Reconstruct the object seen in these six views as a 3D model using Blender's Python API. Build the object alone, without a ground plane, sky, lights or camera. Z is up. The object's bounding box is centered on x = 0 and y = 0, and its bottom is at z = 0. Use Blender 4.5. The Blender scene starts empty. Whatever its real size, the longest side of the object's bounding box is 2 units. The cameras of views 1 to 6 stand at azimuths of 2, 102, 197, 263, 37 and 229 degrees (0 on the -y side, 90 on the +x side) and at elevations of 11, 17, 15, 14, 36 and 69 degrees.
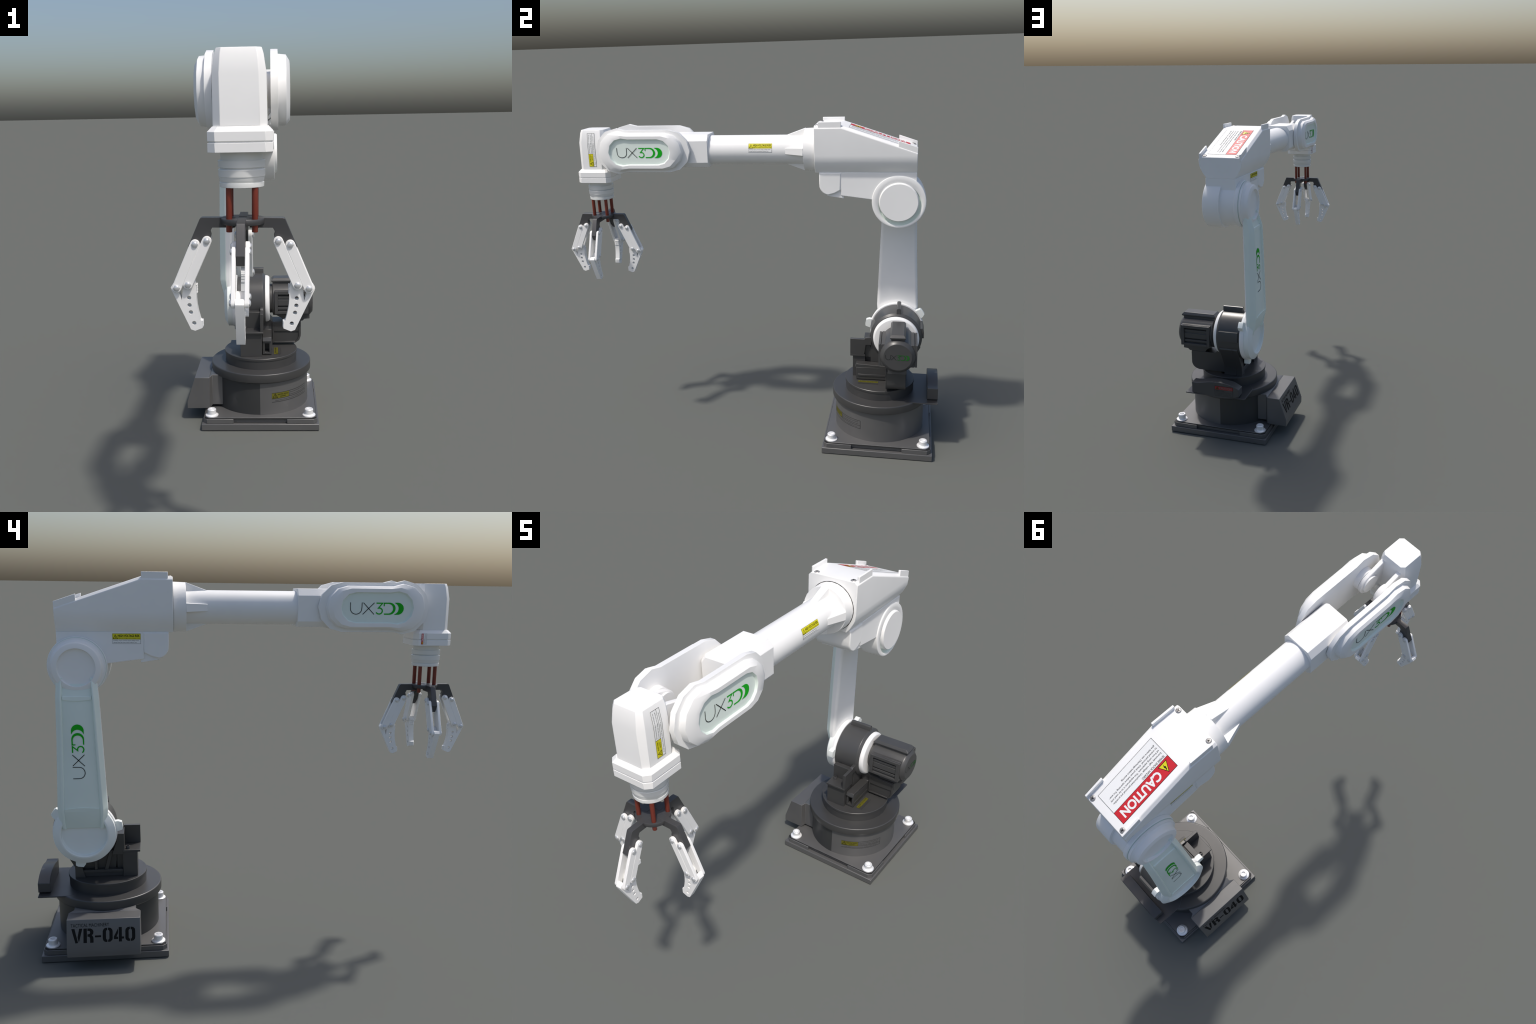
import bpy, bmesh, math, random
from mathutils import Matrix, Vector
random.seed(7)
sin, cos, pi, rad = math.sin, math.cos, math.pi, math.radians

# ------------------------------------------------------------------ materials
def material(name, col, rough=0.4, metal=0.0, var=0.04, scale=9.0, rough_var=0.06, bump=0.0, spec=0.5, col2=None):
    m = bpy.data.materials.new(name)
    m.use_nodes = True
    nt = m.node_tree
    b = nt.nodes["Principled BSDF"]
    tc = nt.nodes.new("ShaderNodeTexCoord")
    nz = nt.nodes.new("ShaderNodeTexNoise")
    nz.inputs["Scale"].default_value = scale
    nz.inputs["Detail"].default_value = 5.0
    nt.links.new(tc.outputs["Object"], nz.inputs["Vector"])
    ramp = nt.nodes.new("ShaderNodeValToRGB")
    ramp.color_ramp.elements[0].position = 0.3
    ramp.color_ramp.elements[1].position = 0.7
    c2 = col2 or tuple(min(1, c * (1 + var)) for c in col)
    ramp.color_ramp.elements[0].color = tuple(c * (1 - var) for c in col) + (1,)
    ramp.color_ramp.elements[1].color = tuple(c2) + (1,)
    nt.links.new(nz.outputs["Fac"], ramp.inputs["Fac"])
    nt.links.new(ramp.outputs["Color"], b.inputs["Base Color"])
    mr = nt.nodes.new("ShaderNodeMapRange")
    mr.inputs["To Min"].default_value = max(0, rough - rough_var)
    mr.inputs["To Max"].default_value = min(1, rough + rough_var)
    nt.links.new(nz.outputs["Fac"], mr.inputs["Value"])
    nt.links.new(mr.outputs["Result"], b.inputs["Roughness"])
    b.inputs["Metallic"].default_value = metal
    b.inputs["Specular IOR Level"].default_value = spec
    if bump:
        n2 = nt.nodes.new("ShaderNodeTexNoise")
        n2.inputs["Scale"].default_value = 420.0
        nt.links.new(tc.outputs["Object"], n2.inputs["Vector"])
        bp = nt.nodes.new("ShaderNodeBump")
        bp.inputs["Strength"].default_value = bump
        bp.inputs["Distance"].default_value = 0.001
        nt.links.new(n2.outputs["Fac"], bp.inputs["Height"])
        nt.links.new(bp.outputs["Normal"], b.inputs["Normal"])
    return m

WHITE = material("white_paint", (0.90, 0.895, 0.88), 0.42, var=0.012)
MINT = material("baked_tint_white", (0.80, 0.885, 0.82), 0.45, var=0.012)  # greenish white: the original's baked ambient shade and reflection kept as colour
PALE = material("pale_baked_tint", (0.85, 0.88, 0.845), 0.45, var=0.012)  # weaker step of the same baked-in ambient tint
GREY = material("dark_grey_paint", (0.093, 0.092, 0.091), 0.42, var=0.04, bump=0.02, spec=1.0)
TUR = material("charcoal_paint", (0.045, 0.0445, 0.044), 0.38, var=0.05, bump=0.02, spec=0.7)
MOT = material("motor_grey_paint", (0.060, 0.060, 0.060), 0.36, var=0.05, bump=0.02)
GREY_DEEP = material("seam_shaded_grey", (0.039, 0.040, 0.040), 0.40, var=0.05, bump=0.04)  # base grey darkened to imitate the shading break at the column seam
GUN = material("gunmetal", (0.062, 0.062, 0.064), 0.38, metal=0.15, var=0.05)
SHADE_BLACK = material("shade_black", (0.012, 0.012, 0.012), 0.7, var=0.02)  # black for added plates and rings that imitate shaded gaps
STEEL = material("bright_steel", (0.95, 0.95, 0.95), 0.30, metal=0.35, var=0.02)
SILVER = material("dull_silver", (0.74, 0.75, 0.76), 0.30, metal=0.6, var=0.03)
SCREWM = material("screw_steel", (0.40, 0.39, 0.38), 0.4, metal=0.5, var=0.05)
RED_ROD = material("red_rod", (0.20, 0.035, 0.02), 0.4, var=0.06)
PAPER = material("label_white", (0.90, 0.90, 0.885), 0.45, var=0.01)
INK = material("ink_black", (0.007, 0.007, 0.007), 0.6, var=0.05, spec=0.15)
YELLOW = material("label_yellow", (0.72, 0.66, 0.012), 0.45, var=0.03)
RED = material("label_red", (0.62, 0.018, 0.028), 0.45, var=0.03)
GREEN = material("logo_green", (0.006, 0.42, 0.012), 0.55, var=0.03, spec=0.2)
YELLOW_D = material("aged_yellow", (0.12, 0.112, 0.006), 0.5, var=0.05)
RED_D = material("aged_red", (0.26, 0.018, 0.02), 0.5, var=0.05)
GREEN_D = material("aged_green", (0.008, 0.11, 0.01), 0.5, var=0.05)
GREY_TXT = material("grey_print", (0.012, 0.012, 0.012), 0.6, var=0.05, spec=0.15)
NECK = material("satin_neck", (0.80, 0.805, 0.785), 0.30, metal=0.15, var=0.02)

# ------------------------------------------------------------------ frames
BX, BY = 0.0395, 0.6955            # base axis
YAW = Matrix.Translation((BX, BY, 0)) @ Matrix.Rotation(rad(0.6), 4, 'Z') @ Matrix.Translation((-BX, -BY, 0))
ID = Matrix.Identity(4)
CX = 0.0293                        # symmetry plane of the arm

root = bpy.data.objects.new("industrial_robot_arm", None)
bpy.context.scene.collection.objects.link(root)
root.location = (BX, BY, 0)
root["label"] = "white six axis robot arm with claw gripper on dark base"
root["category"] = "robot arm"
ROOT_INV = Matrix.Translation((-BX, -BY, 0))

# ------------------------------------------------------------------ mesh builder
class B:
    def __init__(s):
        s.v, s.f, s.m = [], [], []
    def add(s, verts, faces, mat=0):
        o = len(s.v)
        s.v += [tuple(p) for p in verts]
        for f in faces:
            s.f.append([i + o for i in f]); s.m.append(mat)
    def loft(s, rings, mat=0, cap0=True, cap1=True, mats=None):
        n = len(rings[0]); vs = [p for r in rings for p in r]; o = len(s.v)
        s.v += [tuple(p) for p in vs]
        for k in range(len(rings) - 1):
            mm = mats[k] if mats else mat
            for i in range(n):
                j = (i + 1) % n
                s.f.append([o + k * n + i, o + k * n + j, o + (k + 1) * n + j, o + (k + 1) * n + i]); s.m.append(mm)
        if cap0:
            s.f.append([o + i for i in range(n)][::-1]); s.m.append(mats[0] if mats else mat)
        if cap1:
            s.f.append([o + (len(rings) - 1) * n + i for i in range(n)]); s.m.append(mats[-1] if mats else mat)
    def box(s, x0, x1, y0, y1, z0, z1, mat=0):
        s.loft([[(x0, y0, z), (x1, y0, z), (x1, y1, z), (x0, y1, z)] for z in (z0, z1)], mat)
    def prism(s, poly, axis, a, b, mat=0):
        def P(p, h):
            return {'x': (h, p[0], p[1]), 'y': (p[0], h, p[1]), 'z': (p[0], p[1], h)}[axis]
        s.loft([[P(p, a) for p in poly], [P(p, b) for p in poly]], mat)
    def lathe_x(s, prof, yc, zc, n=48, mat=0, mats=None, phase=0.0):
        rings = [[(x, yc + r * cos(2 * pi * i / n + phase), zc + r * sin(2 * pi * i / n + phase)) for i in range(n)] for x, r in prof]
        s.loft(rings, mat, mats=mats)
    def lathe_z(s, prof, xc, yc, n=64, mat=0, mats=None, a0=0.0):
        rings = [[(xc + r * cos(2 * pi * i / n + a0), yc + r * sin(2 * pi * i / n + a0), z) for i in range(n)] for z, r in prof]
        s.loft(rings, mat, mats=mats)
    def lathe_y(s, prof, xc, zc, n=48, mat=0):
        rings = [[(xc + r * cos(2 * pi * i / n), y, zc + r * sin(2 * pi * i / n)) for i in range(n)] for y, r in prof]
        s.loft(rings, mat)
    def mesh(s, name, mats, angle=32):
        me = bpy.data.meshes.new(name)
        me.from_pydata(s.v, [], s.f)
        for mt in mats:
            me.materials.append(mt)
        for p, k in zip(me.polygons, s.m):
            p.material_index = k
        bm = bmesh.new(); bm.from_mesh(me)
        bmesh.ops.recalc_face_normals(bm, faces=bm.faces)
        bm.to_mesh(me); bm.free()
        smooth(me, angle)
        return me

def smooth(me, angle):
    for p in me.polygons:
        p.use_smooth = True
    me.set_sharp_from_angle(angle=rad(angle))

def put(me, name, parent=None, M=YAW, bevel=0.0, seg=2, kind=None):
    ob = bpy.data.objects.new(name, me)
    bpy.context.scene.collection.objects.link(ob)
    ob.parent = parent or root
    W[ob.name] = M.copy()
    pw = W.get(ob.parent.name, Matrix.Translation((BX, BY, 0)))
    ob.matrix_parent_inverse = pw.inverted()
    ob.matrix_basis = M
    if bevel:
        md = ob.modifiers.new("edge_bevel", 'BEVEL')
        md.width = bevel; md.segments = seg; md.limit_method = 'ANGLE'; md.angle_limit = rad(35)
        md.harden_normals = False
    if kind:
        ob["kind"] = kind
    return ob
W = {}
W[root.name] = Matrix.Translation((BX, BY, 0))

# extruded flat outline with holes, through a filled 2D curve; (a,b) plane, depth along third axis
def outline_mesh(name, loops, half, mat, bevel=0.0, angle=32):
    cu = bpy.data.curves.new(name, 'CURVE')
    cu.dimensions = '2D'; cu.fill_mode = 'BOTH'; cu.extrude = half - bevel; cu.bevel_depth = bevel
    cu.offset = -bevel
    cu.bevel_resolution = 0
    for lp in loops:
        sp = cu.splines.new('POLY'); sp.points.add(len(lp) - 1)
        for q, p in zip(sp.points, lp):
            q.co = (p[0], p[1], 0, 1)
        sp.use_cyclic_u = True
    ob = bpy.data.objects.new(name + "_tmp", cu)
    bpy.context.scene.collection.objects.link(ob)
    me = bpy.data.meshes.new_from_object(ob.evaluated_get(bpy.context.evaluated_depsgraph_get()))
    bpy.data.objects.remove(ob); bpy.data.curves.remove(cu)
    me.name = name
    me.materials.clear(); me.materials.append(mat)
    bm = bmesh.new(); bm.from_mesh(me)
    bmesh.ops.remove_doubles(bm, verts=bm.verts, dist=1e-5)
    bmesh.ops.recalc_face_normals(bm, faces=bm.faces)
    bm.to_mesh(me); bm.free()
    smooth(me, angle)
    return me

def arc(cx, cy, r, a0, a1, n):
    return [(cx + r * cos(rad(a0 + (a1 - a0) * i / n)), cy + r * sin(rad(a0 + (a1 - a0) * i / n))) for i in range(n + 1)]

# ------------------------------------------------------------------ printed matter (flat prints, a hair proud)
_tc = {}
def text_tris(body, bold=0.0):
    key = (body, bold)
    if key in _tc:
        return _tc[key]
    cu = bpy.data.curves.new("print", 'FONT'); cu.body = body; cu.size = 1.0; cu.offset = bold; cu.resolution_u = 3
    ob = bpy.data.objects.new("print_tmp", cu); bpy.context.scene.collection.objects.link(ob)
    me = bpy.data.meshes.new_from_object(ob.evaluated_get(bpy.context.evaluated_depsgraph_get()))
    vs = [(v.co.x, v.co.y) for v in me.vertices]; fs = [list(p.vertices) for p in me.polygons]
    bpy.data.objects.remove(ob); bpy.data.curves.remove(cu); bpy.data.meshes.remove(me)
    _tc[key] = (vs, fs)
    return vs, fs

class Print:
    def __init__(s, mats):
        s.mats = mats; s.items = []
    def k(s, m):
        if m not in s.mats: s.mats.append(m)
        return s.mats.index(m)
    def raw(s, vs, fs, m, layer):
        s.items.append((vs, fs, s.k(m), layer))
    def rect(s, x0, y0, x1, y1, m, layer=1, n=1):
        vs, fs = [], []
        for i in range(n + 1):
            x = x0 + (x1 - x0) * i / n
            vs += [(x, y0), (x, y1)]
        for i in range(n):
            fs.append([2 * i, 2 * i + 2, 2 * i + 3, 2 * i + 1])
        s.raw(vs, fs, m, layer)
    def frame(s, x0, y0, x1, y1, w, m, layer=2, n=1):
        s.rect(x0, y0, x1, y0 + w, m, layer, n); s.rect(x0, y1 - w, x1, y1, m, layer, n)
        s.rect(x0, y0 + w, x0 + w, y1 - w, m, layer); s.rect(x1 - w, y0 + w, x1, y1 - w, m, layer)
    def text(s, body, x0, y0, x1, y1, m, layer=2, bold=0.0):
        vs, fs = text_tris(body, bold)
        ax = min(v[0] for v in vs); bx = max(v[0] for v in vs); ay = min(v[1] for v in vs); by = max(v[1] for v in vs)
        s.raw([(x0 + (x - ax) / (bx - ax) * (x1 - x0), y0 + (y - ay) / (by - ay) * (y1 - y0)) for x, y in vs], fs, m, layer)
    def poly(s, pts, m, layer=2):
        s.raw(pts, [list(range(len(pts)))], m, layer)
    def strip(s, A, C, m, layer=2):
        vs = list(A) + list(C); n = len(A)
        s.raw(vs, [[i, i + 1, n + i + 1, n + i] for i in range(n - 1)], m, layer)
    def stroke(s, pts, w, m, layer=2):
        L, R = [], []
        for i, p in enumerate(pts):
            a = pts[max(0, i - 1)]; b = pts[min(len(pts) - 1, i + 1)]
            dx, dy = b[0] - a[0], b[1] - a[1]; d = math.hypot(dx, dy) or 1
            k = w / 2
            if 0 < i < len(pts) - 1:
                e1 = (p[0] - a[0], p[1] - a[1]); e2 = (b[0] - p[0], b[1] - p[1])
                l1 = math.hypot(*e1); l2 = math.hypot(*e2)
                c = max(-1, min(1, (e1[0] * e2[0] + e1[1] * e2[1]) / (l1 * l2)))
                k = w / 2 / max(0.45, math.sqrt((1 + c) / 2))
                t = (e1[0] / l1 + e2[0] / l2, e1[1] / l1 + e2[1] / l2); d = math.hypot(*t); dx, dy = t
            L.append((p[0] - dy / d * k, p[1] + dx / d * k)); R.append((p[0] + dy / d * k, p[1] - dx / d * k))
        s.strip(L, R, m, layer)
    def warn_sign(s, cx, y0, h, m, layer=3, w=0.1):
        t = [(cx - h * .56, y0), (cx + h * .56, y0), (cx, y0 + h)]
        s.stroke(t + [t[0], t[1]], h * w, m, layer)
        s.poly([(cx - .02 * h, y0 + .62 * h), (cx + .10 * h, y0 + .66 * h), (cx + .03 * h, y0 + .45 * h), (cx + .10 * h, y0 + .43 * h), (cx - .03 * h, y0 + .16 * h), (cx - .02 * h, y0 + .36 * h), (cx - .09 * h, y0 + .38 * h)], m, layer)
    def build(s, name, fmap, parent, M=YAW, step=0.0005):
        b = B()
        for vs, fs, k, layer in s.items:
            b.add([fmap(x, y, layer * step) for x, y in vs], fs, k)
        me = bpy.data.meshes.new(name); me.from_pydata(b.v, [], b.f)
        for mt in s.mats: me.materials.append(mt)
        for p, k in zip(me.polygons, b.m): p.material_index = k
        return put(me, name, parent, M)

def planar(o, u, v):
    o, u, v = Vector(o), Vector(u).normalized(), Vector(v).normalized()
    n = u.cross(v)
    return lambda a, b, h: tuple(o + u * a + v * b + n * h)

def logo(P, w, h, black, green):
    """UX3D)) word mark in a box w by h"""
    W0 = 4.42
    T = lambda pts: [(x / W0 * w, y * h) for x, y in pts]
    th = 0.055 * h
    P.stroke(T([(.03, 1), (.03, .6), (.04, .47)] + [(.5 - .46 * cos(a), .47 - .44 * sin(a)) for a in [pi * i / 14 for i in range(1, 14)]] + [(.96, .47), (.97, .6), (.97, 1)]), th, black)
    P.stroke(T([(1.08, .98), (1.98, .02)]), th, black); P.stroke(T([(1.98, .98), (1.05, .02)]), th, black, 3)
    tg = 0.1 * h
    P.stroke(T([(2.15, .95), (2.66, .95), (2.32, .54), (2.45, .55), (2.56, .50), (2.63, .42), (2.66, .31), (2.63, .18), (2.54, .09), (2.41, .05), (2.27, .08), (2.15, .18)]), tg, green)
    P.stroke(T([(2.79, .70), (2.79, .95)]), tg * .9, green)
    n = 20
    def ring(cx, ro, cxi, ri, a):
        return ([(cx + ro * cos(t), .5 + ro * sin(t)) for t in a], [(cxi + ri * cos(t), .5 + ri * sin(t)) for t in a])
    aa = [-pi / 2 + pi * i / n for i in range(n + 1)]
    A, C = ring(3.24, .5, 3.14, .4, aa)
    A = [(2.8, 0)] + A + [(2.76, 1)]; C = [(2.8, .1)] + C + [(2.76, .9)]
    P.strip(T(A), T(C), green)
    A2 = [(3.62, 0)] + [(3.92 + .5 * cos(t), .5 + .5 * sin(t)) for t in aa] + [(3.66, 1)]
    C2 = [(3.62, 0.001)] + [(3.50 + .5 * cos(t) * 1.0, .5 + .49 * sin(t)) for t in [-1.25 + 2.5 * i / n for i in range(n + 1)]] + [(3.66, .999)]
    P.strip(T(A2), T(C2), green)

# ================================================================== BASE (not yawed)
b = B()
X0, X1, Y0, Y1 = -0.2405, 0.3195, 0.4155, 0.9755
b.box(X0, X1, Y0, Y1, 0, 0.031)
base_plate = put(b.mesh("base_plate", [GREY]), "base_plate", None, ID, 0.002)
b = B()
i0 = 0.0075; c = 0.018
xa, xb, ya, yb = X0 + i0, X1 - i0, Y0 + i0, Y1 - i0
d = 0.016
q0, q1 = 0.152, 0.408                     # slot limits along each side
def notched(xa, xb, ya, yb, c, d):
    L = xb - xa
    s0, s1 = q0 - i0, q1 - i0
    pts = []
    def side(ox, oy, ux, uy, nx, ny):
        P = lambda t, k: (ox + ux * t + nx * k, oy + uy * t + ny * k)
        return [P(c, 0), P(s0, 0), P(s0, d), P(s1, d), P(s1, 0), P(L - c, 0)]
    pts += side(xa, ya, 1, 0, 0, 1); pts += side(xb, ya, 0, 1, -1, 0)
    pts += side(xb, yb, -1, 0, 0, -1); pts += side(xa, yb, 0, -1, 1, 0)
    return pts
b.prism(notched(xa, xb, ya, yb, c, d), 'z', 0.0312, 0.0535)
mount = put(b.mesh("mounting_block", [GREY]), "mounting_block", base_plate, ID, 0.0015)
b = B()
i1 = 0.0115
b.prism([(X0 + i1 + .012, Y0 + i1), (X1 - i1 - .012, Y0 + i1), (X1 - i1, Y0 + i1 + .012), (X1 - i1, Y1 - i1 - .012), (X1 - i1 - .012, Y1 - i1), (X0 + i1 + .012, Y1 - i1), (X0 + i1, Y1 - i1 - .012), (X0 + i1, Y0 + i1 + .012)], 'z', 0.0536, 0.0555, 0)
put(b.mesh("gap_shade_plate", [SHADE_BLACK]), "gap_shade_plate", base_plate, ID)  # solid black plate added in place of the dark gap under the sheet
b = B()
i1 = 0.0135
c = .02
oct8 = lambda e: [(X0 + e + c, Y0 + e), (X1 - e - c, Y0 + e), (X1 - e, Y0 + e + c), (X1 - e, Y1 - e - c), (X1 - e - c, Y1 - e), (X0 + e + c, Y1 - e), (X0 + e, Y1 - e - c), (X0 + e, Y0 + e + c)]
b.prism(oct8(i1), 'z', 0.0556, 0.0595)
put(b.mesh("top_sheet", [GREY]), "top_sheet", base_plate, ID, 0.001)

# anchor bolts: flanged socket heads
b = B()
b.lathe_z([(0, .031), (.0035, .031), (.006, .026), (.0065, .0215), (.0065, .0205), (.030, .0205), (.033, .0175), (.033, .0115), (.022, .0105), (.022, .001)], 0, 0, 36)
bolt_me = b.mesh("anchor_bolt", [STEEL], 40)
for k, (x, y) in enumerate([(-.194, .462), (.2727, .462), (.2727, .9295), (-.194, .9295)]):
    put(bolt_me, "anchor_bolt", base_plate, Matrix.Translation((x, y, .0597)) @ Matrix.Rotation(k * .7, 4, 'Z'))

# base column: two half shells (left half darker: normal-map seam shading put into its colour)
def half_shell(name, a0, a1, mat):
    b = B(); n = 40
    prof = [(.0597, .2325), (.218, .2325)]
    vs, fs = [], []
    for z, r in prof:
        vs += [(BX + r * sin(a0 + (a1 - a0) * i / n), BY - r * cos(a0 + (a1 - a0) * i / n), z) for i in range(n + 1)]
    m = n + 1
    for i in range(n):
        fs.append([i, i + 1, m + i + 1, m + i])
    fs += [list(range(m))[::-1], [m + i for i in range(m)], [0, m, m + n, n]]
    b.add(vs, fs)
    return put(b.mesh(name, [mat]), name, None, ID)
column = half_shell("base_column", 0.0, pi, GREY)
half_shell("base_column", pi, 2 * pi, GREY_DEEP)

# turntable: wide flange, upper disc
b = B()
b.lathe_z([(.2181, .236), (.2235, .2455), (.2255, .2478), (.2280, .2485), (.2620, .2485), (.2645, .2478), (.2662, .2460), (.2670, .2435), (.2670, .2428), (.2670, .17)], BX, BY, 96)
turn = put(b.mesh("turntable_flange", [TUR], 40), "turntable_flange", None, YAW)
b = B()
b.lathe_z([(.2671, .1785), (.309, .1785), (.3105, .1815), (.3205, .1815), (.322, .180), (.322, .1794), (.322, .05)], BX, BY, 80)
disc = put(b.mesh("turntable_disc", [TUR]), "turntable_disc", turn, YAW)

# rear shelf with cable guard
b = B()
b.prism([(-.1325, .86), (-.1325, .9905), (-.130, .9955), (.208, .9985), (.2115, .995), (.2115, .86), (.16, .80), (-.09, .80)], 'z', .2615, .2676)
shelf = put(b.mesh("cable_shelf", [TUR]), "cable_shelf", turn, ID, 0.0015)
top = [(.172, .3322), (.150, .3312), (.128, .3325), (.105, .338), (.083, .343), (.055, .3465), (.020, .348), (-.012, .346), (-.056, .3385), (-.0995, .317)]
bot = [(-.0985, .2735), (-.075, .267), (-.0543, .2615), (-.020, .2565), (.011, .2550), (.055, .2585), (.1035, .267), (.173, .271)]
b = B()
b.prism(top + bot, 'y', .944, .9985)
guard = put(b.mesh("cable_guard", [MOT], 25), "cable_guard", shelf, ID, 0.0025)
P = Print([INK])
w, h = .1055, .0565
P.rect(0, 0, w, h, GREY_TXT, 1); P.rect(.0012, .0012, w - .0012, h * .635, MOT, 2); P.rect(.0012, h * .645, w - .0012, h - .0012, RED_D, 2)
P.poly([(.009, h * .70), (.021, h * .70), (.015, h * .93)], YELLOW_D, 3)
P.warn_sign(.015, h * .71, .011, INK, 4, .12)
P.text("CAUTION", .026, h * .70, w - .008, h * .94, GREY, 3, .01)
for i, t in enumerate(["SEVERE SHOCK HAZARD.", "Extremely high voltage. Unauthorized personel are prohibit-", "ed from using equipment. This equipment is to be used only", "by trained personel. Check power before operating."]):
    P.text(t, .006, h * (.50 - .13 * i), (.055 if i == 0 else w - .006), h * (.57 - .13 * i), GREY_TXT, 3)
P.build("caution_label", planar((.0385, .9985, .2705), (-1, 0, 0), (0, 0, 1)), guard, ID)

# name box on the left of the column
b = B()
prof = [(-.157, .2205), (-.2105, .2205), (-.2815, .2205), (-.3222, .0985), (-.3222, .062), (-.21, .062), (-.157, .062)]
# outer box: narrower neck then wide box (chamfer step)
def xz(p, y): return (p[0], y, p[1])
yl, yr = .5375, .8525
b.prism([(-.2105, .2205), (-.2815, .2205), (-.3222, .0985), (-.3222, .0625), (-.2105, .0625)], 'y', yl, yr)
b.loft([[(-.2104, yl, .0625), (-.2104, yr, .0625), (-.2104, yr, .2205), (-.2104, yl, .2205)],
        [(-.1990, yl + .022, .0735), (-.1990, yr - .022, .0735), (-.1990, yr - .022, .2275), (-.1990, yl + .022, .2275)],
        [(-.13, yl + .022, .0735), (-.13, yr - .022, .0735), (-.13, yr - .022, .2275), (-.13, yl + .022, .2275)]])
name_box = put(b.mesh("name_box", [GREY]), "name_box", None, ID, 0.0015)
# stencil lettering on the slanted face
P = Print([INK])
o = Vector((-.2815, .8525, .2205)); dv = (Vector((-.2815, 0, .2205)) - Vector((-.3222, 0, .0985))).normalized()
P.text("TACTICAL MACHINERY", .0175, -.0325, .181, -.0175, INK, 1)
Hh = .062; yb_ = -.1005
def glyph(x0, w, polys):
    for pg in polys:
        P.poly([(x0 + w * a, yb_ + Hh * c_) for a, c_ in pg], INK, 1)
def zero(x0, w):
    for sgn in (1, -1):
        outer = [(.5 + sgn * .04, 1), (.5 + sgn * .30, .97), (.5 + sgn * .46, .86), (.5 + sgn * .5, .74), (.5 + sgn * .5, .26), (.5 + sgn * .46, .14), (.5 + sgn * .30, .03), (.5 + sgn * .04, 0)]
        inner = [(.5 + sgn * .04, .84), (.5 + sgn * .11, .82), (.5 + sgn * .16, .77), (.5 + sgn * .17, .72), (.5 + sgn * .17, .28), (.5 + sgn * .16, .23), (.5 + sgn * .11, .18), (.5 + sgn * .04, .16)]
        P.strip([(x0 + w * a, yb_ + Hh * q) for a, q in outer], [(x0 + w * a, yb_ + Hh * q) for a, q in inner], INK, 1)
glyph(.0200, .0470, [[(0, 1), (.29, 1), (.60, .02), (.36, 0)], [(.71, 1), (1, 1), (.68, .05), (.56, .40)]])
glyph(.0715, .0425, [[(0, 0), (.34, 0), (.34, 1), (0, 1)]])
P.strip([(.0715 + .0425 * a, yb_ + Hh * q) for a, q in [(.40, 1), (.72, .99), (.93, .90), (1, .78), (.98, .62), (.84, .52)]],
        [(.0715 + .0425 * a, yb_ + Hh * q) for a, q in [(.40, .83), (.58, .82), (.66, .77), (.67, .71), (.63, .63), (.52, .60)]], INK, 1)
glyph(.0715, .0425, [[(.40, .43), (.40, .60), (.52, .60), (.84, .52), (.97, .40), (1, .28), (1, 0), (.66, 0), (.66, .30), (.60, .41)]])
glyph(.1205, .0260, [[(0, .36), (1, .36), (1, .49), (0, .49)]])
zero(.1535, .0425)
glyph(.2010, .0435, [[(0, .18), (.42, .18), (.42, .34), (.26, .34), (.42, .62), (.42, .92), (0, .36)], [(.49, 0), (.79, 0), (.79, .20), (1, .20), (1, .34), (.79, .34), (.79, 1), (.49, 1)]])
zero(.2505, .0425)
P.build("stencil_lettering", planar(o, (0, -1, 0), dv), name_box, ID)

# wrap-round warning label on the right half of the column
P = Print([INK])
R = .2328
a0, a1 = rad(14.1), rad(68.5); w = R * (a1 - a0); h = .046; N = 28
P.rect(0, h - .0012, w, h, INK, 2, N); P.rect(0, .0, w, .0012, INK, 2, N)
yw = R * rad(22.3); ym = .0165
P.rect(yw, ym, w, ym + .0012, INK, 2, N); P.rect(0, ym, yw, ym + .0012, INK, 2, N); P.rect(w - .0012, 0, w, h, INK, 2); P.rect(yw, ym, yw + .0012, h, INK, 2)
P.rect(0, ym + .0012, yw, h - .0012, YELLOW_D, 1, N)
P.warn_sign(.016, ym + .005, .021, INK, 3, .09)
P.text("ELECTRIC SHOCK", .030, ym + .0165, yw - .004, ym + .0225, INK, 3); P.text("DANGER", .043, ym + .007, yw - .018, ym + .0125, INK, 3)
P.text("Disconnect power before servicing unit.", yw + .008, ym + .017, w - .012, ym + .0225, GREY_TXT, 3)
P.text("Contact with high voltage may cause death", yw + .004, ym + .006, w - .012, ym + .0115, GREY_TXT, 3)
P.text("Keep covers closed while power is connected to the unit", .018, .0055, w - .02, .0105, GREY_TXT, 3)
P.build("shock_label", lambda a, q, hh: (BX + (R + hh) * sin(a0 + a / R), BY - (R + hh) * cos(a0 + a / R), .1205 + q), column, ID, .0004)

# ================================================================== SHOULDER PEDESTAL
SY, SZ = .779, .557
b = B()
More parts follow.
